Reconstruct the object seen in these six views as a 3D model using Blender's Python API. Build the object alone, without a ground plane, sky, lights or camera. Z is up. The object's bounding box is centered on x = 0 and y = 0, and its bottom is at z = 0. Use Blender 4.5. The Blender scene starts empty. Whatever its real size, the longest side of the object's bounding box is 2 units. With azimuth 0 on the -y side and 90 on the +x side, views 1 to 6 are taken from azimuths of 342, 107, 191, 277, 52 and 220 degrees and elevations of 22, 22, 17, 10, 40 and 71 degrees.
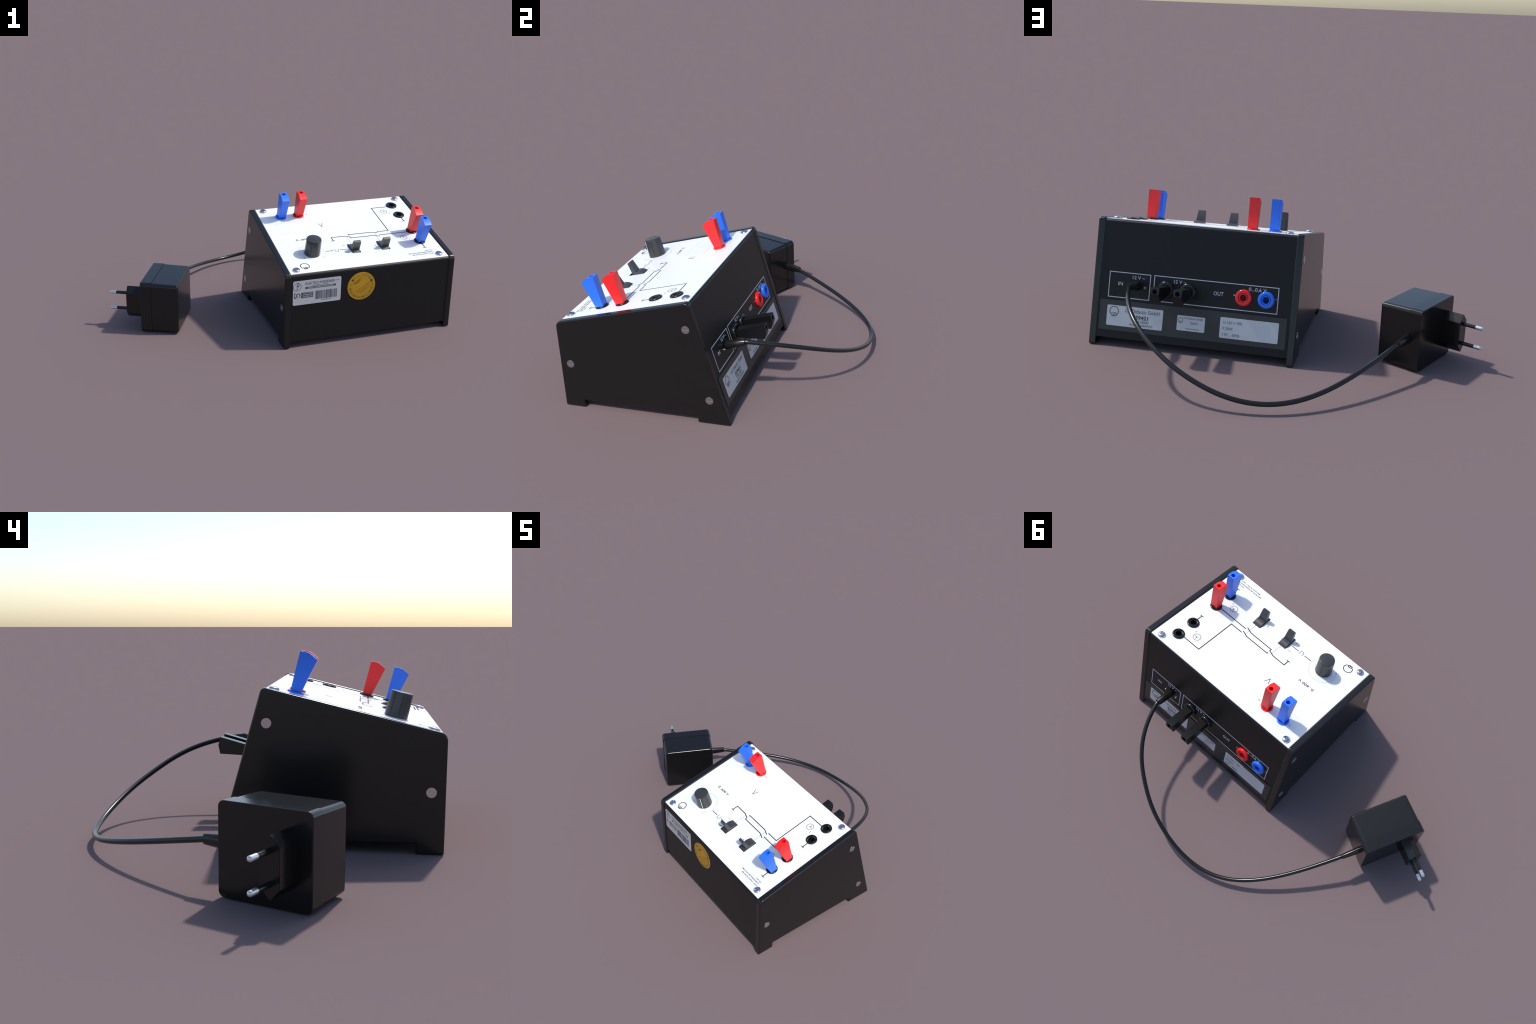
# Sloped bench power supply with white control plate, stackable plugs, and a
# wall adapter whose lead runs to the socket on the back.
import bpy, bmesh, math, random
from mathutils import Matrix, Vector

random.seed(7)
scene = bpy.context.scene
coll = scene.collection

# ------------------------------------------------------------------ materials
def material(name, base, rough=0.4, metallic=0.0, spec=0.5, coat=0.0, grain=0.0,
             grain_scale=60.0, bump=0.0, rough_var=0.0):
    m = bpy.data.materials.new(name)
    m.use_nodes = True
    nt = m.node_tree
    b = nt.nodes["Principled BSDF"]
    b.inputs["Base Color"].default_value = (*base, 1)
    b.inputs["Roughness"].default_value = rough
    b.inputs["Metallic"].default_value = metallic
    b.inputs["Specular IOR Level"].default_value = spec
    b.inputs["Coat Weight"].default_value = coat
    tc = nt.nodes.new("ShaderNodeTexCoord")
    nz = nt.nodes.new("ShaderNodeTexNoise")
    nz.inputs["Scale"].default_value = grain_scale
    nz.inputs["Detail"].default_value = 3.0
    nt.links.new(tc.outputs["Object"], nz.inputs["Vector"])
    if grain > 0:
        ramp = nt.nodes.new("ShaderNodeValToRGB")
        ramp.color_ramp.elements[0].position = 0.3
        ramp.color_ramp.elements[1].position = 0.7
        ramp.color_ramp.elements[0].color = (*[v * (1 - grain) for v in base], 1)
        ramp.color_ramp.elements[1].color = (*[min(1, v * (1 + grain)) for v in base], 1)
        nt.links.new(nz.outputs["Fac"], ramp.inputs["Fac"])
        nt.links.new(ramp.outputs["Color"], b.inputs["Base Color"])
    if rough_var > 0:
        mr = nt.nodes.new("ShaderNodeMapRange")
        mr.inputs["To Min"].default_value = max(0, rough - rough_var)
        mr.inputs["To Max"].default_value = rough + rough_var
        nt.links.new(nz.outputs["Fac"], mr.inputs["Value"])
        nt.links.new(mr.outputs["Result"], b.inputs["Roughness"])
    if bump > 0:
        n2 = nt.nodes.new("ShaderNodeTexNoise")
        n2.inputs["Scale"].default_value = 900
        nt.links.new(tc.outputs["Object"], n2.inputs["Vector"])
        bp = nt.nodes.new("ShaderNodeBump")
        bp.inputs["Strength"].default_value = bump
        bp.inputs["Distance"].default_value = 0.0006
        nt.links.new(n2.outputs["Fac"], bp.inputs["Height"])
        nt.links.new(bp.outputs["Normal"], b.inputs["Normal"])
    return m

PANEL_BLACK = material("panel_black", (0.0085, 0.0083, 0.0083), 0.21, rough_var=0.02)
CASE_BLACK = material("case_black", (0.0095, 0.0092, 0.0094), 0.38, spec=0.30, grain=0.08, rough_var=0.02)
ADAPTER_BLACK = material("adapter_black", (0.0085, 0.0083, 0.0083), 0.20, rough_var=0.02)
PLATE_WHITE = material("plate_white", (0.93, 0.93, 0.93), 0.35, grain=0.01)
KNOB_GREY = material("knob_grey", (0.040, 0.041, 0.042), 0.27, rough_var=0.03)
SWITCH_GREY = material("switch_grey", (0.052, 0.053, 0.056), 0.32, grain=0.04)
DEEP_BLACK = material("deep_black", (0.004, 0.004, 0.004), 0.6)
SOCKET_BLACK = material("socket_black", (0.009, 0.009, 0.009), 0.22)
RED = material("red_plastic", (0.90, 0.020, 0.022), 0.42)
BLUE = material("blue_plastic", (0.028, 0.185, 0.90), 0.42)
PLUG_BLACK = material("plug_black", (0.0085, 0.0085, 0.0085), 0.28)
RED_GLOSS = material("red_gloss", (0.86, 0.016, 0.018), 0.12)
BLUE_GLOSS = material("blue_gloss", (0.024, 0.17, 0.86), 0.12)
STUD = material("stud_metal", (0.30, 0.29, 0.29), 0.30, metallic=0.9)
RUBBER = material("cable_rubber", (0.011, 0.011, 0.011), 0.24)
CHROME = material("chrome", (0.74, 0.75, 0.77), 0.24, metallic=0.85)
STEEL = material("screw_steel", (0.62, 0.62, 0.64), 0.16, metallic=1.0)
INK = material("ink_black", (0.006, 0.006, 0.007), 0.5)
INK_PALE = material("ink_pale", (0.30, 0.31, 0.34), 0.5)
OUTLINE = material("window_outline", (0.68, 0.68, 0.76), 0.5)
INK_WHITE = material("ink_white", (0.55, 0.57, 0.62), 0.5)
INK_GREY = material("ink_grey", (0.07, 0.075, 0.08), 0.5)
SILVER = material("silver_sticker", (0.60, 0.61, 0.63), 0.34, metallic=0.22, grain=0.02, grain_scale=14)
STRIP = material("strip_grey", (0.028, 0.027, 0.028), 0.42, spec=0.6)
ORANGE = material("orange_sticker", (0.51, 0.27, 0.0135), 0.35, grain=0.07, grain_scale=9)
ORANGE_INK = material("orange_ink", (0.11, 0.065, 0.012), 0.5)
ORANGE_FAINT = material("orange_ink_faint", (0.40, 0.18, 0.016), 0.5)
DISPLAY = material("display_window", (0.93, 0.93, 0.945), 0.22)

# ------------------------------------------------------------------ frames
def frame(origin, ex, ey, ez):
    m = Matrix.Identity(4)
    for i, v in enumerate((ex, ey, ez, origin)):
        for j in range(3):
            m[j][i] = v[j]
    return m

SLOPE = math.atan(0.2419)
CS, SN = math.cos(SLOPE), math.sin(SLOPE)
TOP = frame((-0.0493, -0.703, 0.468), (1, 0, 0), (0, CS, SN), (0, -SN, CS))
LEAN = math.atan(0.2756)
CB, SB = math.cos(LEAN), math.sin(LEAN)
BACK = frame((0, 0.0672, 0.3725), (-1, 0, 0), (0, -SB, CB), (0, CB, SB))
FRONT = frame((0, -0.7112, 0), (1, 0, 0), (0, 0, 1), (0, -1, 0))
X_LEFT, X_RIGHT, THICK = -0.0855, 1.0, 0.0372
RIGHT = frame((X_RIGHT, 0, 0), (0, 1, 0), (0, 0, 1), (1, 0, 0))
LEFT = frame((X_LEFT, 0, 0), (0, -1, 0), (0, 0, 1), (-1, 0, 0))

def at(fr, x, y, z=0.0, spin=0.0):
    return fr @ Matrix.Translation((x, y, z)) @ Matrix.Rotation(spin, 4, 'Z')

# ------------------------------------------------------------------ objects
def top_level(name, loc, label, category):
    e = bpy.data.objects.new(name, None)
    e.location = loc
    e.empty_display_size = 0.1
    coll.objects.link(e)
    e["label"] = label
    e["category"] = category
    return e

def world(o):
    return o["_w"] if False else WORLD[o.name]

WORLD = {}

def add(name, mesh, parent, mat=None, matrix=Matrix.Identity(4), weighted=False):
    o = bpy.data.objects.new(name, mesh)
    coll.objects.link(o)
    o.parent = parent
    pw = WORLD[parent.name] if parent.name in WORLD else Matrix.Translation(parent.location)
    o.matrix_basis = pw.inverted() @ matrix
    WORLD[o.name] = matrix.copy()
    if mat and not mesh.materials:
        mesh.materials.append(mat)
    if weighted:
        w = o.modifiers.new("weighted_normals", "WEIGHTED_NORMAL")
        w.keep_sharp = True
    return o

def finish(bm, name, angle=35, smooth=True):
    bmesh.ops.recalc_face_normals(bm, faces=bm.faces)
    me = bpy.data.meshes.new(name)
    bm.to_mesh(me)
    bm.free()
    if smooth:
        me.shade_smooth()
        me.set_sharp_from_angle(angle=math.radians(angle))
    return me

# ------------------------------------------------------------------ builders
def round_corners(pts, radii, seg=8):
    """Replace corners of a closed polygon by arcs of the given radii."""
    out, n = [], len(pts)
    for i in range(n):
        p, r = Vector(pts[i]), radii[i]
        if r <= 0:
            out.append(tuple(p))
            continue
        a = (Vector(pts[i - 1]) - p).normalized()
        b = (Vector(pts[(i + 1) % n]) - p).normalized()
        half = a.angle(b) / 2
        d = r / math.tan(half)
        c = p + (a + b).normalized() * (r / math.sin(half))
        s, e = p + a * d - c, p + b * d - c
        ang = math.atan2(s.x * e.y - s.y * e.x, s.dot(e))
        for k in range(seg + 1):
            t = ang * k / seg
            out.append((c.x + s.x * math.cos(t) - s.y * math.sin(t),
                        c.y + s.x * math.sin(t) + s.y * math.cos(t)))
    return out

def prism(bm, poly, z0, z1, mapping=lambda x, y, z: (x, y, z)):
    lo = [bm.verts.new(mapping(x, y, z0)) for x, y in poly]
    hi = [bm.verts.new(mapping(x, y, z1)) for x, y in poly]
    n = len(poly)
    bm.faces.new(lo[::-1])
    bm.faces.new(hi)
    for i in range(n):
        bm.faces.new((lo[i], lo[(i + 1) % n], hi[(i + 1) % n], hi[i]))
    return lo, hi

def box_poly(x0, y0, x1, y1):
    return [(x0, y0), (x1, y0), (x1, y1), (x0, y1)]

def circle_poly(cx, cy, r, n=48):
    return [(cx + r * math.cos(2 * math.pi * i / n), cy + r * math.sin(2 * math.pi * i / n)) for i in range(n)]

def stroke(bm, pts, w, z0, z1, closed=False):
    """A mitred ribbon of width w along the points, as a thin solid."""
    P = [Vector(p) for p in pts]
    n = len(P)
    left, right = [], []
    for i in range(n):
        if closed:
            a, b = P[i] - P[i - 1], P[(i + 1) % n] - P[i]
        else:
            a = P[i] - P[i - 1] if i > 0 else P[1] - P[0]
            b = P[i + 1] - P[i] if i < n - 1 else P[-1] - P[-2]
        a, b = a.normalized(), b.normalized()
        na, nb = Vector((-a.y, a.x)), Vector((-b.y, b.x))
        m = (na + nb).normalized()
        k = (w / 2) / max(0.35, m.dot(na))
        left.append(P[i] + m * k)
        right.append(P[i] - m * k)
    v = [[bm.verts.new((q.x, q.y, z)) for q in side] for side in (left, right) for z in (z0, z1)]
    l0, l1, r0, r1 = v
    for i in range(n if closed else n - 1):
        j = (i + 1) % n
        bm.faces.new((l1[i], r1[i], r1[j], l1[j]))
        bm.faces.new((l0[i], l0[j], r0[j], r0[i]))
        bm.faces.new((l0[i], l1[i], l1[j], l0[j]))
        bm.faces.new((r0[i], r0[j], r1[j], r1[i]))
    if not closed:
        bm.faces.new((l0[0], r0[0], r1[0], l1[0]))
        bm.faces.new((l0[-1], l1[-1], r1[-1], r0[-1]))

def arc_pts(cx, cy, r, a0, a1, n=40):
    return [(cx + r * math.cos(math.radians(a0 + (a1 - a0) * i / n)),
             cy + r * math.sin(math.radians(a0 + (a1 - a0) * i / n))) for i in range(n + 1)]

def letters(bm, body, x0, x1, y0, y1, z0, z1, spin=0.0, bold=0.0):
    """Built-in font text stretched so that its ink fills the given rectangle."""
    cu = bpy.data.curves.new("lettering", "FONT")
    cu.body = body
    cu.resolution_u = 3
    cu.extrude = 0.5
    cu.offset = bold
    ob = bpy.data.objects.new("lettering", cu)
    coll.objects.link(ob)
    bpy.context.view_layer.update()
    me = bpy.data.meshes.new_from_object(ob.evaluated_get(bpy.context.evaluated_depsgraph_get()))
    bpy.data.objects.remove(ob)
    bpy.data.curves.remove(cu)
    xs = [v.co.x for v in me.vertices]
    ys = [v.co.y for v in me.vertices]
    ax, bx, ay, by = min(xs), max(xs), min(ys), max(ys)
    cx, cy = (x0 + x1) / 2, (y0 + y1) / 2
    c, s = math.cos(spin), math.sin(spin)
    for v in me.vertices:
        x = (x0 + (v.co.x - ax) / max(1e-6, bx - ax) * (x1 - x0)) - cx
        y = (y0 + (v.co.y - ay) / max(1e-6, by - ay) * (y1 - y0)) - cy
        v.co = (cx + c * x - s * y, cy + s * x + c * y, z1 if v.co.z > 0 else z0)
    bm.from_mesh(me)
    bpy.data.meshes.remove(me)

def lathe(profile, seg=56, name="lathe", angle=35):
    """Spin (radius, height) points around z."""
    bm = bmesh.new()
    rings = []
    for r, z in profile:
        if r < 1e-6:
            rings.append([bm.verts.new((0, 0, z))])
        else:
            rings.append([bm.verts.new((r * math.cos(2 * math.pi * i / seg), r * math.sin(2 * math.pi * i / seg), z)) for i in range(seg)])
    for a, b in zip(rings, rings[1:]):
        for i in range(seg):
            j = (i + 1) % seg
            if len(a) == 1:
                bm.faces.new((a[0], b[i], b[j]))
            elif len(b) == 1:
                bm.faces.new((a[i], a[j], b[0]))
            else:
                bm.faces.new((a[i], a[j], b[j], b[i]))
    return finish(bm, name, angle)

def arc_profile(cx, cz, r, a0, a1, n=8):
    return [(cx + r * math.cos(math.radians(a0 + (a1 - a0) * i / n)), cz + r * math.sin(math.radians(a0 + (a1 - a0) * i / n))) for i in range(n + 1)]

def rounded_rect(hw, hh, r, seg=7):
    return round_corners([(-hw, -hh), (hw, -hh), (hw, hh), (-hw, hh)], [r] * 4, seg)

def loft(sections, name, angle=35):
    """Sections: list of closed loops of 3-D points with equal counts; capped."""
    bm = bmesh.new()
    rings = [[bm.verts.new(p) for p in s] for s in sections]
    n = len(rings[0])
    for a, b in zip(rings, rings[1:]):
        for i in range(n):
            bm.faces.new((a[i], a[(i + 1) % n], b[(i + 1) % n], b[i]))
    bm.faces.new(rings[0][::-1])
    bm.faces.new(rings[-1])
    return finish(bm, name, angle)

def boolean_cut(mesh, cutter, name):
    a = bpy.data.objects.new("whole", mesh)
    b = bpy.data.objects.new("cutter", cutter)
    coll.objects.link(a)
    coll.objects.link(b)
    md = a.modifiers.new("cut", "BOOLEAN")
    md.object, md.operation, md.solver = b, "DIFFERENCE", "EXACT"
    md.use_self = True
    bpy.context.view_layer.update()
    out = bpy.data.meshes.new_from_object(a.evaluated_get(bpy.context.evaluated_depsgraph_get()))
    bpy.data.objects.remove(a)
    bpy.data.objects.remove(b)
    out.name = name
    out.shade_smooth()
    out.set_sharp_from_angle(angle=math.radians(30))
    return out

# =================================================================== the box
box = top_level("power_supply", (0.457, -0.27, 0.0),
                "black sloped bench power supply with white control plate and coloured plugs",
                "power supply")

def plate_z(y):
    return 0.468 + (y + 0.703) * 0.2419

# --- folded case: front, sloped top (under the plate), leaning back
top_drop = 0.0045
y_front = -0.7112
def back_y(z):
    return 0.0672 - 0.2756 * (z - 0.3725)
z_back = (plate_z(back_y(0.63)) - top_drop)
y_back = back_y(z_back)
z_back = plate_z(y_back) - top_drop
y_back = back_y(z_back)
case_profile = [(y_front, 0.0357), (back_y(0.0375), 0.0375), (y_back, z_back), (y_front, plate_z(y_front) - top_drop)]
case_poly = round_corners(case_profile, [0.003, 0.003, 0.015, 0.017], 10)
bm = bmesh.new()
prism(bm, case_poly, X_LEFT + THICK - 0.001, X_RIGHT - THICK + 0.001, lambda y, z, x: (x, y, z))
SPOTS_PLUGGED = [(0.1375, 0.5970, "blue", "blue"), (0.2535, 0.5970, "red", "red"),
                 (0.9060, 0.1835, "black", "blue"), (0.9060, 0.3000, "black", "red")]
SPOTS_EMPTY = [(0.9055, 0.4875), (0.9055, 0.6040)]
BACK_SPOTS = [(0.1955, "red", False), (0.0783, "blue", False), (0.6050, "black", True), (0.4875, "black", True)]
BACK_T = -0.0668
HOLE_R, HOLE_DEEP = 0.0240, 0.076
def hole_cutter(spots, fr):
    bm = bmesh.new()
    for x, y in spots:
        prism(bm, circle_poly(x, y, HOLE_R, 40), -HOLE_DEEP, 0.02)
    me = finish(bm, "hole_cutter", smooth=False)
    me.transform(fr)
    return me
PLATE_SPOTS = [(u, v) for u, v, _, _ in SPOTS_PLUGGED] + SPOTS_EMPTY
case = finish(bm, "case", 25)
SWITCH_SPOTS = [(0.4675, 0.1832), (0.6605, 0.1832)]
def opening_cutter(fr):
    bm = bmesh.new()
    for u, v in SWITCH_SPOTS:
        prism(bm, box_poly(u - 0.0279, v - 0.0482, u + 0.0279, v + 0.0482), -0.028, 0.02)
    me = finish(bm, "opening_cutter", smooth=False)
    me.transform(fr)
    return me
case = boolean_cut(case, hole_cutter(PLATE_SPOTS, TOP), "case")
case = boolean_cut(case, opening_cutter(TOP), "case")
case = boolean_cut(case, hole_cutter([(-x, BACK_T) for x, _, _ in BACK_SPOTS], BACK), "case")
case.materials.clear()
add("case", case, box, CASE_BLACK, weighted=True)

# --- side panels with feet, all outer edges rounded
def panel_back(z):
    return 0.1743 - 0.2753 * z
lift = 0.0055
zt = 0.6425
for _ in range(6):
    zt = plate_z(panel_back(zt)) + lift
panel_outline = [(-0.7165, 0.0), (-0.6085, 0.0), (-0.6085, 0.0395), (0.0060, 0.0395), (0.0060, 0.0),
                 (0.1743, 0.0), (panel_back(zt), zt), (-0.7165, plate_z(-0.7165) + lift)]
PANEL_RADII = [0.004, 0.004, 0.002, 0.002, 0.004, 0.006, 0.022, 0.032]
CONCAVE = (2, 3)
EDGE_ROUND = 0.0072
def panel_loop(inset, x):
    """Panel outline moved inwards, corner radii adapted."""
    n = len(panel_outline)
    moved = []
    for i in range(n):
        p = Vector(panel_outline[i])
        a = (p - Vector(panel_outline[i - 1])).normalized()
        b = (Vector(panel_outline[(i + 1) % n]) - p).normalized()
        na, nb = Vector((-a.y, a.x)), Vector((-b.y, b.x))
        m = (na + nb).normalized()
        moved.append(tuple(p + m * (inset / m.dot(na))))
    radii = [r + inset if i in CONCAVE else max(0.0008, r - inset) for i, r in enumerate(PANEL_RADII)]
    return [(x, y, z) for y, z in round_corners(moved, radii, 8)]
def side_panel(x0, x1):
    loops = []
    steps = 6
    for i in range(steps + 1):
        t = math.pi / 2 * i / steps
        loops.append(panel_loop(EDGE_ROUND * (1 - math.sin(t)), x0 + EDGE_ROUND * (1 - math.cos(t))))
    for i in range(steps + 1):
        t = math.pi / 2 * (1 - i / steps)
        loops.append(panel_loop(EDGE_ROUND * (1 - math.sin(t)), x1 - EDGE_ROUND * (1 - math.cos(t))))
    return loft(loops, "side_panel", 40)
add("side_panel", side_panel(X_RIGHT - THICK, X_RIGHT), box, PANEL_BLACK, weighted=True)
add("side_panel", side_panel(X_LEFT, X_LEFT + THICK), box, PANEL_BLACK, weighted=True)

# --- white control plate
PW, PD = X_RIGHT - THICK - 0.0012 + 0.0493, 0.7085
bm = bmesh.new()
prism(bm, box_poly(0.0022, 0, PW, PD), -0.0040, 0.0)
bmesh.ops.bevel(bm, geom=[e for e in bm.edges if all(v.co.z > -0.001 for v in e.verts)], offset=0.0008, segments=2, affect='EDGES')
plate_me = boolean_cut(finish(bm, "control_plate", 60), hole_cutter(PLATE_SPOTS, Matrix.Identity(4)), "control_plate")
plate_me = boolean_cut(plate_me, opening_cutter(Matrix.Identity(4)), "control_plate")
plate_me.materials.clear()
plate = add("control_plate", plate_me, box, PLATE_WHITE, TOP)

# --- screws: domed heads on the plate, flush heads on the sides
def cross_cutter(size, width, z_top, depth):
    bm = bmesh.new()
    for k in range(2):
        hx, hy = (size, width) if k == 0 else (width, size)
        top = [bm.verts.new((sx * hx, sy * hy, z_top)) for sx, sy in ((-1, -1), (1, -1), (1, 1), (-1, 1))]
        bot = [bm.verts.new((sx * hx * 0.93, sy * hy * 0.93, z_top - depth)) for sx, sy in ((-1, -1), (1, -1), (1, 1), (-1, 1))]
        bm.faces.new(top)
        bm.faces.new(bot[::-1])
        for i in range(4):
            bm.faces.new((bot[i], bot[(i + 1) % 4], top[(i + 1) % 4], top[i]))
    return finish(bm, "cross_cutter", smooth=False)

dome = lathe([(0, -0.003), (0.0217, -0.003), (0.0217, 0.0030), (0.0212, 0.0052), (0.0195, 0.0076), (0.0165, 0.0096),
              (0.0125, 0.0111), (0.0075, 0.0120), (0, 0.0123)], 40, "screw_dome")
dome = boolean_cut(dome, cross_cutter(0.0125, 0.0030, 0.016, 0.0092), "domed_screw")
dome.materials.clear()
flat = lathe([(0, -0.008), (0.0203, -0.008), (0.0203, 0.0012), (0.0199, 0.0017), (0, 0.0017)], 40, "screw_flat")
flat = boolean_cut(flat, cross_cutter(0.0128, 0.0028, 0.0026, 0.0022), "flush_screw")
flat.materials.clear()
for (u, v, spin) in ((0.0461, 0.0318, 0.35), (0.9625, 0.0318, 1.0), (0.0461, 0.6775, 0.2), (0.9622, 0.6775, 0.85)):
    add("plate_screw", dome, plate, STEEL, at(TOP, u, v, 0.0005, spin))
for (y, z) in ((-0.6607, 0.2440), (-0.0234, 0.5028), (0.0735, 0.1300)):
    add("side_screw", flat, box, STEEL, at(RIGHT, y, z, 0, 0.12))
    add("side_screw", flat, box, STEEL, at(LEFT, -y, z, 0, -0.1))

# --- sockets
plate_socket = [(0, -0.074), (0.0165, -0.074), (0.0165, 0.0052), (0.0170, 0.0060), (0.0205, 0.0060), (0.0210, 0.0054), (0.0210, -0.004),
                (0.0248, -0.004), (0.0248, 0.0062), (0.0256, 0.0074)] + arc_profile(0.0302, 0.0030, 0.0045, 85, 0, 7) + [(0.0347, -0.001)]
sockets = {}
for key, mat in (("red", RED_GLOSS), ("blue", BLUE_GLOSS), ("black", SOCKET_BLACK)):
    me = lathe(plate_socket, 56, "plate_socket_" + key)
    me.materials.append(mat)
    sockets[key] = me
for u, v, ring, plug in SPOTS_PLUGGED:
    add("socket", sockets[ring], plate, None, at(TOP, u, v))
for u, v in SPOTS_EMPTY:
    add("socket", sockets["black"], plate, None, at(TOP, u, v))

# --- stackable plugs: wedge flaring to one side, sloped nose, hole in the end
def plug_mesh(mat, name):
    prof = [(-0.0225, 0.0075), (0.0205, 0.0075), (0.0205, 0.1672), (-0.0175, 0.1672), (-0.0545, 0.1485)]
    hw = 0.0235
    bm = bmesh.new()
    prism(bm, prof, -hw, hw, lambda y, z, x: (x, y, z))
    bmesh.ops.bevel(bm, geom=list(bm.edges), offset=0.0010, segments=2, affect='EDGES')
    body = finish(bm, name, 30)
    bm = bmesh.new()
    prism(bm, circle_poly(0, 0.0, 0.0122, 32), 0.125, 0.19)
    out = boolean_cut(body, finish(bm, "hole", smooth=False), name)
    bm = bmesh.new()
    bm.from_mesh(out)
    prism(bm, circle_poly(0, 0, 0.0135, 32), -0.003, 0.0085)
    out2 = finish(bm, name, 30)
    out2.materials.clear()
    out2.materials.append(mat)
    return out2
plugs = {"red": plug_mesh(RED, "plug_red"), "blue": plug_mesh(BLUE, "plug_blue"), "black": plug_mesh(PLUG_BLACK, "plug_black")}
for u, v, ring, plug in SPOTS_PLUGGED:
    shift = 0.0028 if (plug, ring) == ("red", "red") else 0.0004
    add("banana_plug", plugs[plug], box, None, at(TOP, u + 0.0028, v + shift, 0.0))

# --- knob with grip grooves and a white pointer line
kn_u, kn_v = 0.197, 0.1805
def knob_mesh():
    seg = 120
    bm = bmesh.new()
    levels = [(0.0, 0.0470, 0), (0.0015, 0.0480, 0), (0.013, 0.0476, 0), (0.0135, 0.0476, 1), (0.094, 0.0452, 1),
              (0.0985, 0.0446, 0.6), (0.1015, 0.0432, 0), (0.1022, 0.0415, 0)]
    rings = []
    for z, r, g in levels:
        ring = []
        for i in range(seg):
            k = (i % 15)
            groove = 0.0022 * g if k in (0,) else 0.0
            flatten = 0.0006 * g * (1 if 4 <= k <= 11 else 0)
            a = 2 * math.pi * i / seg
            rr = r - groove - flatten
            ring.append(bm.verts.new((rr * math.cos(a), rr * math.sin(a), z)))
        rings.append(ring)
    for a, b in zip(rings, rings[1:]):
        for i in range(seg):
            j = (i + 1) % seg
            bm.faces.new((a[i], a[j], b[j], b[i]))
    bm.faces.new(rings[-1])
    bm.faces.new(rings[0][::-1])
    return finish(bm, "knob", 28)
knob = add("knob", knob_mesh(), plate, KNOB_GREY, at(TOP, kn_u, kn_v, 0.001, 0.15))
POINTER = math.radians(314.5)
bm = bmesh.new()
sec = []
for z, r in ((0.002, 0.0481), (0.096, 0.0453)):
    sec.append([(r - 0.002, -0.0013, z), (r + 0.0006, -0.0013, z), (r + 0.0006, 0.0013, z), (r - 0.002, 0.0013, z)])
bm.free()
add("pointer_line", loft(sec, "pointer_line"), knob, PLATE_WHITE, at(TOP, kn_u, kn_v, 0.001, POINTER))

# --- rocker switches: a barrel with a tapering paddle leaning forward
def switch_meshes():
    v_lo, v_hi, vc = -0.0482, 0.0482, 0.0
    half = 0.0252
    bm = bmesh.new()
    arc = [(-0.0475, -0.0110), (-0.0440, -0.0086), (-0.0390, -0.0052), (-0.0340, -0.0020), (-0.0290, 0.0012), (-0.0240, 0.0042),
           (-0.0180, 0.0075), (-0.0120, 0.0108), (-0.0060, 0.0132), (0.0000, 0.0147), (0.0070, 0.0154), (0.0140, 0.0151),
           (0.0210, 0.0138), (0.0280, 0.0116), (0.0350, 0.0083), (0.0420, 0.0040), (0.0474, -0.0005)]
    prism(bm, [(-0.0475, -0.0245)] + arc + [(0.0474, -0.0245)], -half, half, lambda y, z, x: (x, y, z))
    barrel = finish(bm, "barrel", 30)
    base = [(-0.0240, 0.0095), (-0.0020, 0.0145)]
    sections = []
    for (ya, za), (yb, zb), hw in (((-0.0236, 0.0005), (-0.0015, 0.0120), 0.0251),
                                   ((-0.0365, 0.0655), (-0.0200, 0.0715), 0.0212),
                                   ((-0.0368, 0.0680), (-0.0225, 0.0742), 0.0206)):
        sections.append([(-hw, ya, za), (hw, ya, za), (hw, yb, zb), (-hw, yb, zb)])
    paddle = loft(sections, "paddle", 30)
    bm = bmesh.new()
    bm.from_mesh(barrel)
    bm.from_mesh(paddle)
    sw = finish(bm, "rocker_switch", 30)
    bm = bmesh.new()
    for x0, y0, x1, y1 in ((-0.0279, v_lo, -0.0271, v_hi), (0.0271, v_lo, 0.0279, v_hi), (-0.0271, v_lo, 0.0271, v_lo + 0.0008), (-0.0271, v_hi - 0.0008, 0.0271, v_hi)):
        prism(bm, box_poly(x0, y0, x1, y1), -0.0275, 0.0004)
    prism(bm, box_poly(-0.0271, v_lo + 0.0008, 0.0271, v_hi - 0.0008), -0.0275, -0.0260)
    fr = finish(bm, "switch_opening", smooth=False)
    return sw, fr
sw_me, op_me = switch_meshes()
for u, v in SWITCH_SPOTS:
    o = add("switch_opening", op_me, plate, DEEP_BLACK, at(TOP, u, v))
    add("rocker_switch", sw_me, o, SWITCH_GREY, at(TOP, u, v))

# --- display window, with faint outline
bm = bmesh.new()
prism(bm, box_poly(0.0800, 0.4060, 0.3190, 0.5245), -0.001, 0.0003)
window = add("display_window", finish(bm, "display_window", smooth=False), plate, DISPLAY, TOP)
bm = bmesh.new()
stroke(bm, [(0.0800, 0.4050), (0.3195, 0.4050), (0.3195, 0.5255), (0.0800, 0.5255)], 0.0011, -0.0008, 0.0005)
add("window_outline", finish(bm, "window_outline", smooth=False), window, OUTLINE, TOP)

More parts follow.
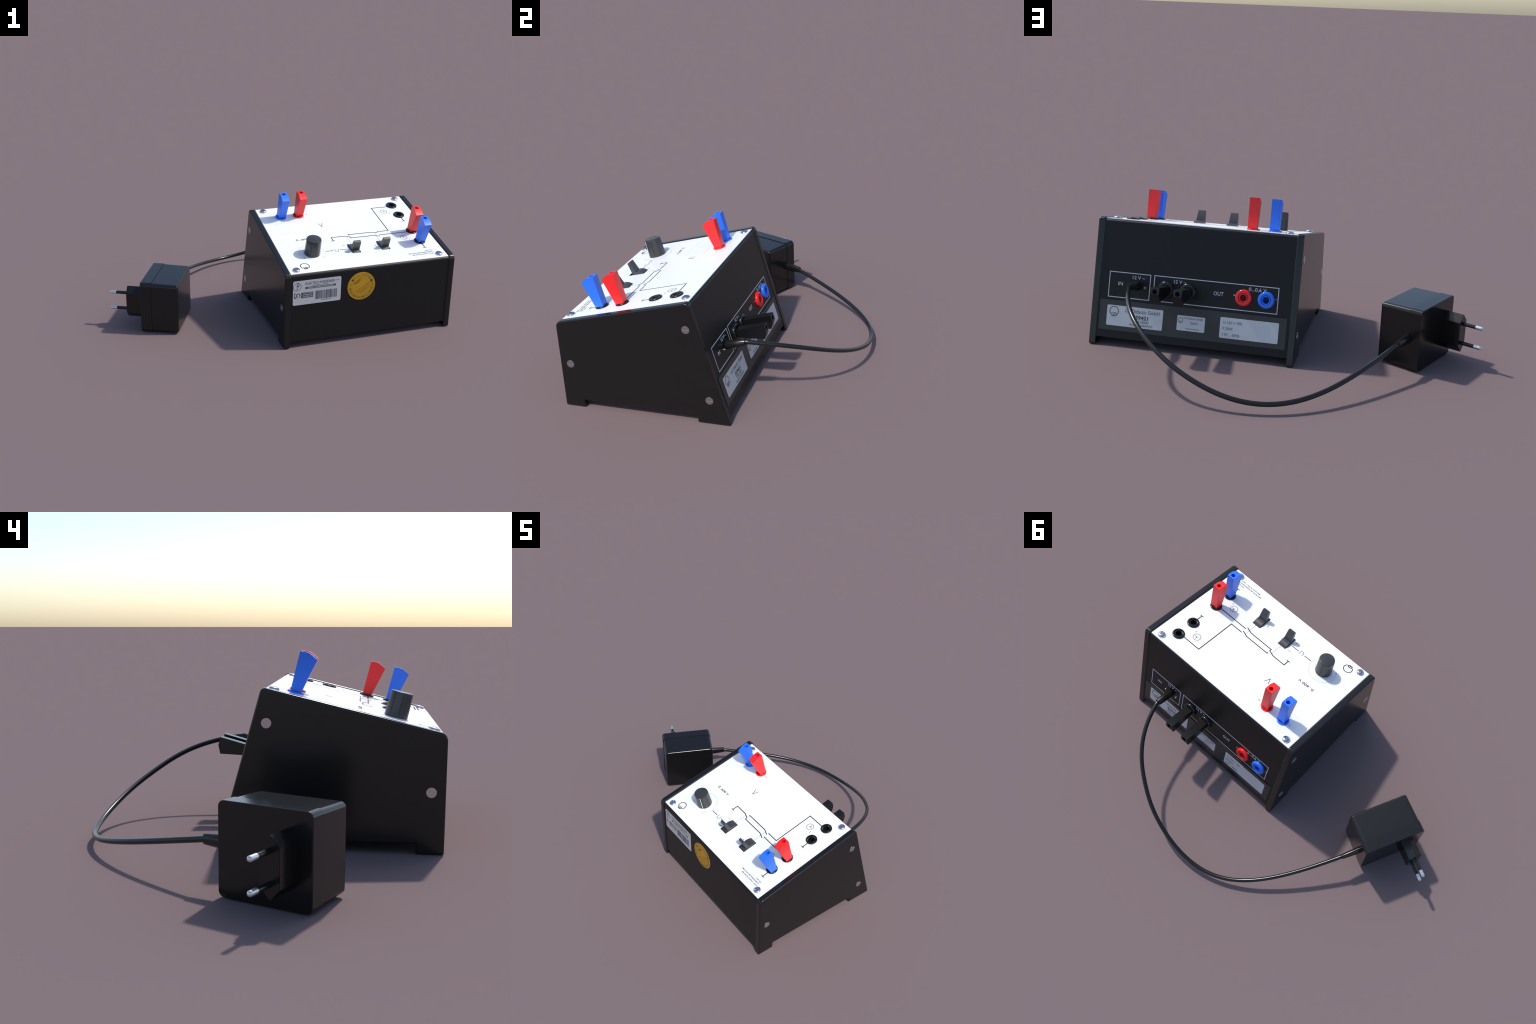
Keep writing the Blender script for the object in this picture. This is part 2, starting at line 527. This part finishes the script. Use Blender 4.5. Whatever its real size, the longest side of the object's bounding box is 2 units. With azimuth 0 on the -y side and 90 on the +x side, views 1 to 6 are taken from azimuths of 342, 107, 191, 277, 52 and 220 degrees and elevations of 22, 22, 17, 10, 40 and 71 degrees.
# --- printing on the plate
Z0, Z1 = -0.0006, 0.0003
W = 0.0054
bm = bmesh.new()
S = lambda pts, w=W, closed=False: stroke(bm, pts, w, Z0, Z1, closed)
S([(0.3715, 0.2827), (0.3715, 0.3187), (0.4530, 0.3187), (0.4894, 0.3065), (0.4894, 0.2933), (0.6430, 0.2933), (0.6815, 0.2795)])
S([(0.3592, 0.2812), (0.3835, 0.2812)], 0.0045)
S([(0.4887, 0.3220), (0.4887, 0.3302), (0.6428, 0.3302), (0.6820, 0.3158)])
S([(0.6820, 0.2933), (0.8730, 0.2933)])
S([(0.6815, 0.3297), (0.7597, 0.3297), (0.7597, 0.5968), (0.8765, 0.5968)])
for v_top, v_bar in ((0.4540, 0.4150), (0.1500, 0.1122)):
    S([(0.9078, v_top), (0.9078, v_bar + 0.0022)])
    S([(0.8960, v_bar), (0.9195, v_bar)], 0.0045)
for u, v0, v1 in ((0.4702, 0.2315, 0.3110), (0.6605, 0.2315, 0.3215)):
    v = v0
    while v < v1 - 0.003:
        S([(u, v), (u, min(v + 0.0105, v1))], 0.0017)
        v += 0.0140
S([(0.2858, 0.1835), (0.3346, 0.1835)], 0.0042)
S([(0.3775, 0.1835), (0.4262, 0.1835)], 0.0042)
S([(0.3455, 0.1950), (0.3455, 0.1800)] + arc_pts(0.3560, 0.1800, 0.0105, 190, 350, 14) + [(0.3665, 0.1800), (0.3665, 0.1950)], 0.0026)
S([(0.3462, 0.4838), (0.3597, 0.4470), (0.3732, 0.4838)], 0.0032)
for cu_, cv_ in ((0.8234, 0.5437), (0.8234, 0.2390)):
    S(circle_poly(cu_, cv_, 0.0218, 40), 0.0024, True)
    S([(cu_, cv_ + 0.0150), (cu_, cv_), (cu_ + 0.0150, cv_)], 0.0028)
    prism(bm, circle_poly(cu_, cv_, 0.0032, 16), Z0, Z1 + 0.0002)
S([(0.6065, 0.1880), (0.6145, 0.1880)], 0.0020)
prism(bm, box_poly(0.6095, 0.1840, 0.6115, 0.1918), Z0, Z1 + 0.0001)
S([(0.6105, 0.1838), (0.6135, 0.1765), (0.6085, 0.1765)], 0.0018)
for u, v, r in ((0.2440, 0.1230, 0.0020), (0.2515, 0.1305, 0.0020), (0.2588, 0.1380, 0.0020), (0.1345, 0.1416, 0.0030)):
    prism(bm, circle_poly(u, v, r, 14), Z0, Z1)
S(arc_pts(0.1095, 0.0635, 0.0262, -49, 229), 0.0046)
letters(bm, "LD", 0.0960, 0.1240, 0.0345, 0.0540, Z0, Z1 + 0.0001, bold=0.07)
letters(bm, "0...600 V", 0.1465, 0.2520, 0.3215, 0.3385, Z0, Z1, bold=0.015)
letters(bm, "2", 0.8490, 0.8570, 0.5120, 0.5250, Z0, Z1)
S([(0.8495, 0.2165), (0.8525, 0.2195), (0.8525, 0.2072)], 0.0018)
letters(bm, "559 421", 0.8920, 0.9380, 0.0745, 0.0830, Z0, Z1, bold=0.012)
letters(bm, "MILLIKAN-BETRIEBSGERÄT", 0.7757, 0.9370, 0.0585, 0.0690, Z0, Z1, bold=0.012)
letters(bm, "MILLIKAN SUPPLY UNIT", 0.7950, 0.9370, 0.0420, 0.0505, Z0, Z1, bold=0.012)
letters(bm, "off", 0.4050, 0.4262, 0.1430, 0.1530, Z0, Z1)
S([(0.0868, 0.5970), (0.0960, 0.5970)], 0.0024)
S([(0.3050, 0.5970), (0.3144, 0.5970)], 0.0026)
prism(bm, box_poly(0.3085, 0.5924, 0.3109, 0.6016), Z0, Z1 + 0.0001)
pr = add("printing", finish(bm, "printing", smooth=False), plate, INK, TOP)
pr["kind"] = "stuff"
bm = bmesh.new()
stroke(bm, arc_pts(0.1985, 0.1855, 0.0790, -26, 213, 70), 0.0011, Z0, Z1)
letters(bm, "on", 0.4064, 0.4265, 0.2190, 0.2270, Z0, Z1)
pr = add("faint_printing", finish(bm, "faint_printing", smooth=False), plate, INK_PALE, TOP)
pr["kind"] = "stuff"

# ------------------------------------------------------------------ the back
# frame x runs from right to left of the box (reading direction), so s = -x
bm = bmesh.new()
SB_ = lambda pts, w=0.0042, closed=False: stroke(bm, pts, w, Z0, Z1, closed)
def rect_line(x0, x1, t0, t1):
    SB_([(-x0, t0), (-x1, t0), (-x1, t1), (-x0, t1)], 0.0044, True)
rect_line(0.9140, 0.6930, -0.1315, -0.0015)
rect_line(0.6712, 0.0193, -0.1308, -0.0010)
letters(bm, "IN", -0.8650, -0.8398, -0.0690, -0.0508, Z0, Z1, bold=0.01)
letters(bm, "12 V ~", -0.7890, -0.7230, -0.0308, -0.0128, Z0, Z1, bold=0.01)
letters(bm, "12 V ~", -0.5668, -0.5005, -0.0300, -0.0120, Z0, Z1, bold=0.01)
letters(bm, "OUT", -0.3530, -0.3010, -0.0692, -0.0490, Z0, Z1, bold=0.01)
letters(bm, "0...0,6 V", -0.1732, -0.0806, -0.0320, -0.0105, Z0, Z1, bold=0.01)
SB_([(-0.2505, -0.0577), (-0.2408, -0.0577)], 0.0026)
prism(bm, box_poly(-0.2469, -0.0626, -0.2443, -0.0528), Z0, Z1 + 0.0001)
SB_([(-0.0322, -0.0590), (-0.0250, -0.0590)], 0.0026)
pr = add("printing", finish(bm, "back_printing", smooth=False), box, INK_WHITE, BACK)
pr["kind"] = "stuff"

bm = bmesh.new()
prism(bm, round_corners(box_poly(-0.9535, -0.3045, 0.0365, -0.1480), [0.001] * 4, 2), -0.001, 0.0026)
strip = add("label_strip", finish(bm, "label_strip", smooth=False), box, STRIP, BACK)
H0, H1 = 0.0020, 0.0034
def sticker(parent, x0, x1, t0, t1, r=0.006):
    bm = bmesh.new()
    prism(bm, round_corners(box_poly(x0, t0, x1, t1), [r] * 4, 5), H0, H1)
    return add("sticker", finish(bm, "sticker", smooth=False), parent, SILVER, BACK)
T0, T1 = H1 - 0.0006, H1 + 0.0005
s1 = sticker(strip, -0.9122, -0.6085, -0.2797, -0.1742)
bm = bmesh.new()
stroke(bm, arc_pts(-0.8737, -0.2040, 0.0238, -49, 229), 0.0036, T0, T1)
letters(bm, "LD", -0.8860, -0.8585, -0.2315, -0.2115, T0, T1 + 0.0001, bold=0.03)
letters(bm, "LD Didactic GmbH", -0.8117, -0.6280, -0.2048, -0.1860, T0, T1)
letters(bm, "559421", -0.7700, -0.6863, -0.2372, -0.2165, T0, T1, bold=0.03)
letters(bm, "83613041", -0.7640, -0.6846, -0.2550, -0.2405, T0, T1)
letters(bm, "MADE IN GERMANY", -0.7853, -0.6598, -0.2708, -0.2605, T0, T1)
pr = add("sticker_printing", finish(bm, "sticker_printing", smooth=False), s1, INK_GREY, BACK)
pr["kind"] = "stuff"
s2 = sticker(strip, -0.5315, -0.3841, -0.2656, -0.1886)
bm = bmesh.new()
stroke(bm, arc_pts(-0.5137, -0.2130, 0.0125, -49, 229), 0.0022, T0, T1)
letters(bm, "LD", -0.5205, -0.5062, -0.2275, -0.2170, T0, T1 + 0.0001, bold=0.03)
letters(bm, "LD Didactic GmbH", -0.4974, -0.3955, -0.2055, -0.1945, T0, T1)
letters(bm, "E6LD", -0.4584, -0.4214, -0.2296, -0.2175, T0, T1)
letters(bm, "MADE IN GERMANY", -0.4813, -0.4096, -0.2570, -0.2510, T0, T1)
pr = add("sticker_printing", finish(bm, "sticker_printing", smooth=False), s2, INK_GREY, BACK)
pr["kind"] = "stuff"
s3 = sticker(strip, -0.3050, -0.0024, -0.2795, -0.1743)
bm = bmesh.new()
letters(bm, "U 12V = 10%", -0.2880, -0.1916, -0.2055, -0.1915, T0, T1)
letters(bm, "P 20W", -0.2890, -0.2384, -0.2365, -0.2230, T0, T1)
letters(bm, "f 47 ... 63Hz", -0.2900, -0.2003, -0.2670, -0.2535, T0, T1)
pr = add("sticker_printing", finish(bm, "sticker_printing", smooth=False), s3, INK_GREY, BACK)
pr["kind"] = "stuff"

# --- back sockets, two of them carrying black plugs that flare downwards
back_socket = [(0, -0.074), (0.0172, -0.074), (0.0172, 0.0130), (0.0180, 0.0140), (0.0222, 0.0140), (0.0228, 0.0132), (0.0228, 0.0050),
               (0.0258, 0.0050), (0.0258, 0.0140), (0.0266, 0.0152)] + arc_profile(0.0340, 0.0062, 0.0092, 85, 0, 9) + [(0.0432, -0.001)]
for x, key, plugged in BACK_SPOTS:
    mat = {"red": RED_GLOSS, "blue": BLUE_GLOSS, "black": SOCKET_BLACK}[key]
    me = lathe(back_socket, 56, "back_socket")
    add("socket", me, box, mat, at(BACK, -x, BACK_T))
    if plugged:
        add("banana_plug", plugs["black"], box, None, at(BACK, -x - 0.0003, -0.0688, 0.0088))

# --- low-voltage inlet flanked by two small studs
inlet_x, inlet_t = 0.7585, -0.0640
stud = lathe([(0.0072, -0.001), (0.0072, 0.0010), (0.0046, 0.0014), (0.0046, 0.0062), (0.0066, 0.0068), (0.0070, 0.0088),
              (0.0062, 0.0106), (0.0040, 0.0116), (0, 0.0120)], 24, "inlet_stud")
for x in (0.7975, 0.7171):
    add("inlet_stud", stud, box, STUD, at(BACK, -x, -0.0700))
# ------------------------------------------------------------------ front stickers
bm = bmesh.new()
prism(bm, round_corners(box_poly(-0.0359, 0.2735, 0.2619, 0.4253), [0.009] * 4, 6), -0.0005, 0.0010)
label = add("sticker", finish(bm, "front_sticker", smooth=False), box, SILVER, FRONT)
F0, F1 = 0.0004, 0.0015
bm = bmesh.new()
stroke(bm, circle_poly(-0.0103, 0.3888, 0.0240, 40), 0.0022, F0, F1, True)
stroke(bm, [(-0.0030, 0.4170), (-0.0125, 0.3915), (-0.0045, 0.3960)], 0.0040, F0, F1 + 0.0001)
stroke(bm, [(-0.0045, 0.3960), (0.0015, 0.3985), (-0.0095, 0.3775)], 0.0030, F0, F1 + 0.0002)
prism(bm, [(-0.0125, 0.3705), (-0.0070, 0.3740), (-0.0115, 0.3785), (-0.0140, 0.3740)], F0, F1 + 0.0003)
letters(bm, "ELEKTRO-WIESENER", 0.0397, 0.2205, 0.3965, 0.4130, F0, F1)
letters(bm, "GmbH", 0.2251, 0.2500, 0.4035, 0.4080, F0, F1)
random.seed(3)
def small_words(x0, x1, y, h, skew=(1, 0)):
    """A line of printing too small to read: short upright ticks in word groups."""
    x = x0
    while x < x1:
        n = random.randint(3, 8)
        for k in range(n):
            if x >= x1:
                break
            w = random.uniform(0.45, 0.75) * h
            a = random.uniform(0.55, 1.0)
            prism(bm, box_poly(x, y, x + w * 0.6, y + h * a), F0, F1)
            x += w
        x += h * 0.6
small_words(0.0806, 0.1820, 0.3872, 0.0042)
prism(bm, box_poly(0.0393, 0.3710, 0.2288, 0.3832), F0, F1)
bars = []
x, on = 0.1042, True
while x < 0.2385:
    w = random.choice((0.0012, 0.0012, 0.0024, 0.0036, 0.0048))
    if on:
        prism(bm, box_poly(x, 0.2990, min(x + w, 0.2385), 0.3520), F0, F1)
    x += w if on else random.choice((0.0018, 0.0024, 0.0030, 0.0045))
    on = not on
letters(bm, "1000440774", 0.1419, 0.2005, 0.2892, 0.2945, F0, F1)
# emblem: dark block with round brackets and a plain head
prism(bm, box_poly(-0.0272, 0.3175, -0.0165, 0.3508), F0, F1)
prism(bm, box_poly(0.0130, 0.3165, 0.0892, 0.3500), F0, F1)
prism(bm, circle_poly(-0.0040, 0.3355, 0.0135, 30), F0, F1 + 0.0006)
pr = add("sticker_printing", finish(bm, "front_sticker_printing", smooth=False), label, INK_GREY, FRONT)
pr["kind"] = "stuff"
bm = bmesh.new()
G0, G1 = F1 - 0.0004, F1 + 0.0004
letters(bm, "LICHT und KRAFTANLAGEN", 0.0555, 0.2130, 0.3732, 0.3815, G0, G1, bold=0.02)
letters(bm, "OTTO VON GUERICKE", 0.0240, 0.0850, 0.3428, 0.3468, G0, G1)
letters(bm, "UNIVERSITÄT", 0.0240, 0.0850, 0.3318, 0.3398, G0, G1, bold=0.02)
letters(bm, "MAGDEBURG", 0.0240, 0.0850, 0.3212, 0.3275, G0, G1, bold=0.02)
prism(bm, circle_poly(-0.0040, 0.3355, 0.0195, 36), G0, G1 - 0.0002)
prism(bm, [(-0.0040 + 0.0068 * math.cos(a), 0.3340 + 0.0100 * math.sin(a)) for a in [2 * math.pi * i / 28 for i in range(28)]], F1 + 0.0002, F1 + 0.0010)
pr = add("sticker_emblem", finish(bm, "sticker_emblem", smooth=False), label, SILVER, FRONT)
pr["kind"] = "stuff"

# --- round inspection sticker
dc = (0.3918, 0.3465)
bm = bmesh.new()
prism(bm, circle_poly(dc[0], dc[1], 0.0880, 72), -0.0005, 0.0009)
disc = add("round_sticker", finish(bm, "round_sticker", smooth=False), box, ORANGE, FRONT)
bm = bmesh.new()
def polar(r, deg):
    return dc[0] + r * math.cos(math.radians(deg)), dc[1] + r * math.sin(math.radians(deg))
STEP = 20.6
for n in range(1, 13):
    a = 65 - STEP * (n - 1)
    x, y = polar(0.0715, a)
    if n != 3:
        w = 0.0011 if n == 1 else 0.0046 if n < 10 else 0.0080
        letters(bm, str(n), x - w, x + w, y - 0.0068, y + 0.0068, F0, F1, spin=math.radians(a - 90))
    if True:
        b = a + STEP / 2
        stroke(bm, [polar(0.0640, b), polar(0.0800, b)], 0.0014, F0, F1)
stroke(bm, [polar(0.0640, 65 - STEP * 11.5), polar(0.0800, 65 - STEP * 11.5)], 0.0014, F0, F1)
for a, r in ((143, 0.0070), (24.5, 0.0080)):
    x, y = polar(0.0695, a)
    prism(bm, circle_poly(x, y, r, 24), F0, F1 + 0.0002)
random.seed(5)
T35 = math.radians(34)
def slanted_words(cx, cy, length, h, z):
    x = -length / 2
    while x < length / 2:
        w = random.uniform(0.4, 0.7) * h
        if random.random() < 0.84:
            hh = h * random.uniform(0.5, 1)
            q = [(x, -hh / 2), (x + w * 0.65, -hh / 2), (x + w * 0.65, hh / 2), (x, hh / 2)]
            prism(bm, [(cx + a * math.cos(T35) - b * math.sin(T35), cy + a * math.sin(T35) + b * math.cos(T35)) for a, b in q], F0, z)
        x += w
slanted_words(0.3640, 0.3800, 0.052, 0.0052, F1)
slanted_words(0.3690, 0.3735, 0.040, 0.0050, F1)
pr = add("sticker_printing", finish(bm, "round_sticker_printing", smooth=False), disc, ORANGE_INK, FRONT)
pr["kind"] = "stuff"
bm = bmesh.new()
for off, ln in ((0.000, 0.105), (-0.0085, 0.095), (-0.0180, 0.085), (-0.0265, 0.068)):
    slanted_words(dc[0] + 0.008 - off * math.sin(T35), dc[1] - 0.006 + off * math.cos(T35), ln, 0.0046, F1)
for a in (86, 106, 126, 166, 187):
    x, y = polar(0.0690, a)
    letters(bm, "17" if a < 120 else "20", x - 0.0050, x + 0.0050, y - 0.0048, y + 0.0048, F0, F1, spin=math.radians(a - 90))
pr = add("sticker_printing", finish(bm, "round_sticker_faint", smooth=False), disc, ORANGE_FAINT, FRONT)
pr["kind"] = "stuff"

# =================================================================== the adapter
pdir = Vector((-0.9013, 0.4332, 0))
ndir = Vector((0.4332, 0.9013, 0))
CN, CZ = -0.4185, 0.1632
adapter = top_level("wall_adapter", tuple(pdir * 0.54 + ndir * CN), "black box-shaped wall plug adapter with a long curved lead", "power adapter")
def ap(p, n, z):
    return tuple(pdir * p + ndir * (CN + n) + Vector((0, 0, CZ + z)))
def rr_section(p, hn, hz, r):
    return [ap(p, x, y) for x, y in rounded_rect(hn, hz, r, 7)]
def rounded_end(p_face, hn, hz, r_corner, r_edge, sign, n=6):
    """Sections closing a box end with a rounded rim (sign: +1 the end looks along +p)."""
    out = []
    for i in range(n + 1):
        a = math.pi / 2 * i / n
        inset = r_edge * (1 - math.cos(a))
        out.append(rr_section(p_face - sign * r_edge * (1 - math.sin(a)), hn - inset, hz - inset, max(0.002, r_corner - inset)))
    return out
lid = [rr_section(0.5850, 0.1755, 0.1615, 0.022)] + rounded_end(0.6514, 0.1757, 0.1617, 0.022, 0.0025, 1, 3)
body = list(reversed(rounded_end(0.4205, 0.1713, 0.1545, 0.020, 0.0095, -1, 6))) + [rr_section(0.5842, 0.1727, 0.1584, 0.021)]
lid_o = add("adapter_lid", loft(lid, "adapter_lid", 32), adapter, ADAPTER_BLACK, weighted=True)
body_o = add("adapter_body", loft([list(s) for s in reversed(body)], "adapter_body", 32), adapter, ADAPTER_BLACK, weighted=True)
add("adapter_seam", loft([rr_section(0.580, 0.1700, 0.1575, 0.020), rr_section(0.587, 0.1700, 0.1575, 0.020)], "adapter_seam"), adapter, DEEP_BLACK)
# hexagonal mains plug
HN = -0.5046 - CN
hexagon = [(HN, 0.1026), (HN - 0.0360, 0.0655), (HN - 0.0360, -0.0617), (HN, -0.1001), (HN + 0.0360, -0.0617), (HN + 0.0360, 0.0655)]
mp = bmesh.new()
lo = [mp.verts.new(ap(0.648, x, y)) for x, y in hexagon]
hi = [mp.verts.new(ap(0.7555, x, y)) for x, y in hexagon]
mp.faces.new(lo[::-1])
mp.faces.new(hi)
for i in range(6):
    mp.faces.new((lo[i], lo[(i + 1) % 6], hi[(i + 1) % 6], hi[i]))
bmesh.ops.bevel(mp, geom=list(mp.edges), offset=0.0012, segments=2, affect='EDGES')
mains = add("mains_plug", finish(mp, "mains_plug", 25), adapter, ADAPTER_BLACK)
pin_frame = frame((0, 0, 0), tuple(ndir), (0, 0, 1), tuple(pdir))
pin_frame.col[0] = Vector((*(-ndir), 0))
sleeve = lathe([(0.0098, -0.004), (0.0098, 0.0715), (0, 0.0715)], 28, "pin_sleeve")
tip = lathe([(0, 0.0716), (0.0104, 0.0716), (0.0104, 0.0800), (0.0104, 0.0930)] + arc_profile(0, 0.1025, 0.0104, 0, 90, 8), 28, "pin_tip")
for z in (0.0538, -0.0499):
    m = pin_frame.copy()
    m.translation = Vector(ap(0.7548, HN + 0.0020, z))
    pin = add("pin_sleeve", sleeve, mains, SOCKET_BLACK, m)
    add("pin_tip", tip, pin, CHROME, m)

# strain relief on the adapter
boot_frame = frame((0, 0, 0), (0, 0, 1), tuple(-pdir), tuple(ndir))
boot_frame.col[0] = Vector((*pdir, 0))
boot_frame.col[1] = Vector((0, 0, 1, 0))
boot_frame.col[2] = Vector((*(pdir.cross(Vector((0, 0, 1)))), 0))
if Vector(boot_frame.col[2][:3]).dot(ndir) < 0:
    boot_frame.col[0] = Vector((*(-pdir), 0))
    boot_frame.col[2] = Vector((*ndir, 0))
boot_frame.translation = Vector(ap(0.5858, 0.1700, 0.0035))
boot = lathe([(0.0180, 0.0), (0.0180, 0.0120), (0.0175, 0.0220), (0.0132, 0.1050), (0.0126, 0.1075), (0.0105, 0.1082), (0, 0.1082)], 36, "strain_relief")
add("strain_relief", boot, adapter, RUBBER, boot_frame @ Matrix.Diagonal((1.04, 1.50, 1.0, 1.0)))

# round plug in the inlet of the box
plug_end = lathe([(0.0190, 0.0030), (0.0214, 0.0040), (0.0220, 0.0060), (0.0216, 0.0600), (0.0213, 0.0630), (0.0186, 0.1090), (0.0180, 0.1104), (0.0105, 0.1106), (0, 0.1106)], 36, "lead_plug")
add("lead_plug", plug_end, adapter, RUBBER, at(BACK, -inlet_x, inlet_t))

# the lead: a cubic B-spline through eight control points, swept as a round tube
CTRL = [Vector(p) for p in ((0.7603, 0.1896, 0.3426), (0.7141, 0.3975, 0.3205), (0.5135, 0.5830, 0.2020), (0.3099, 0.6761, 0.1167),
                            (0.0604, 0.7178, 0.0390), (-0.2304, 0.6503, 0.0398), (-0.4416, 0.3871, 0.1096), (-0.5874, 0.1260, 0.1658))]
def bspline(ctrl, samples):
    k, n = 3, len(ctrl)
    knots = [0.0] * (k + 1) + [i / (n - k) for i in range(1, n - k)] + [1.0] * (k + 1)
    out = []
    for s in range(samples + 1):
        u = min(s / samples, 1 - 1e-9)
        j = max(i for i in range(k, n) if knots[i] <= u)
        d = [ctrl[j - k + i].copy() for i in range(k + 1)]
        for r in range(1, k + 1):
            for i in range(k, r - 1, -1):
                a = (u - knots[j - k + i]) / (knots[i + 1 + j - r] - knots[j - k + i])
                d[i] = d[i - 1] * (1 - a) + d[i] * a
        out.append(d[k])
    return out
path = bspline(CTRL, 160)
path[0:0] = [Vector(at(BACK, -inlet_x, inlet_t, 0.095).translation)]
path.append(Vector(ap(0.5858, 0.265, 0.0030)))
def tube(points, r, seg=20):
    sections = []
    up = None
    for i, p in enumerate(points):
        t = (points[min(i + 1, len(points) - 1)] - points[max(i - 1, 0)]).normalized()
        if up is None:
            up = t.orthogonal().normalized()
        up = (up - t * up.dot(t)).normalized()
        sd = t.cross(up)
        sections.append([tuple(p + (up * math.cos(2 * math.pi * k / seg) + sd * math.sin(2 * math.pi * k / seg)) * r) for k in range(seg)])
    return loft(sections, "lead", 60)
add("lead", tube(path, 0.0116), adapter, RUBBER)
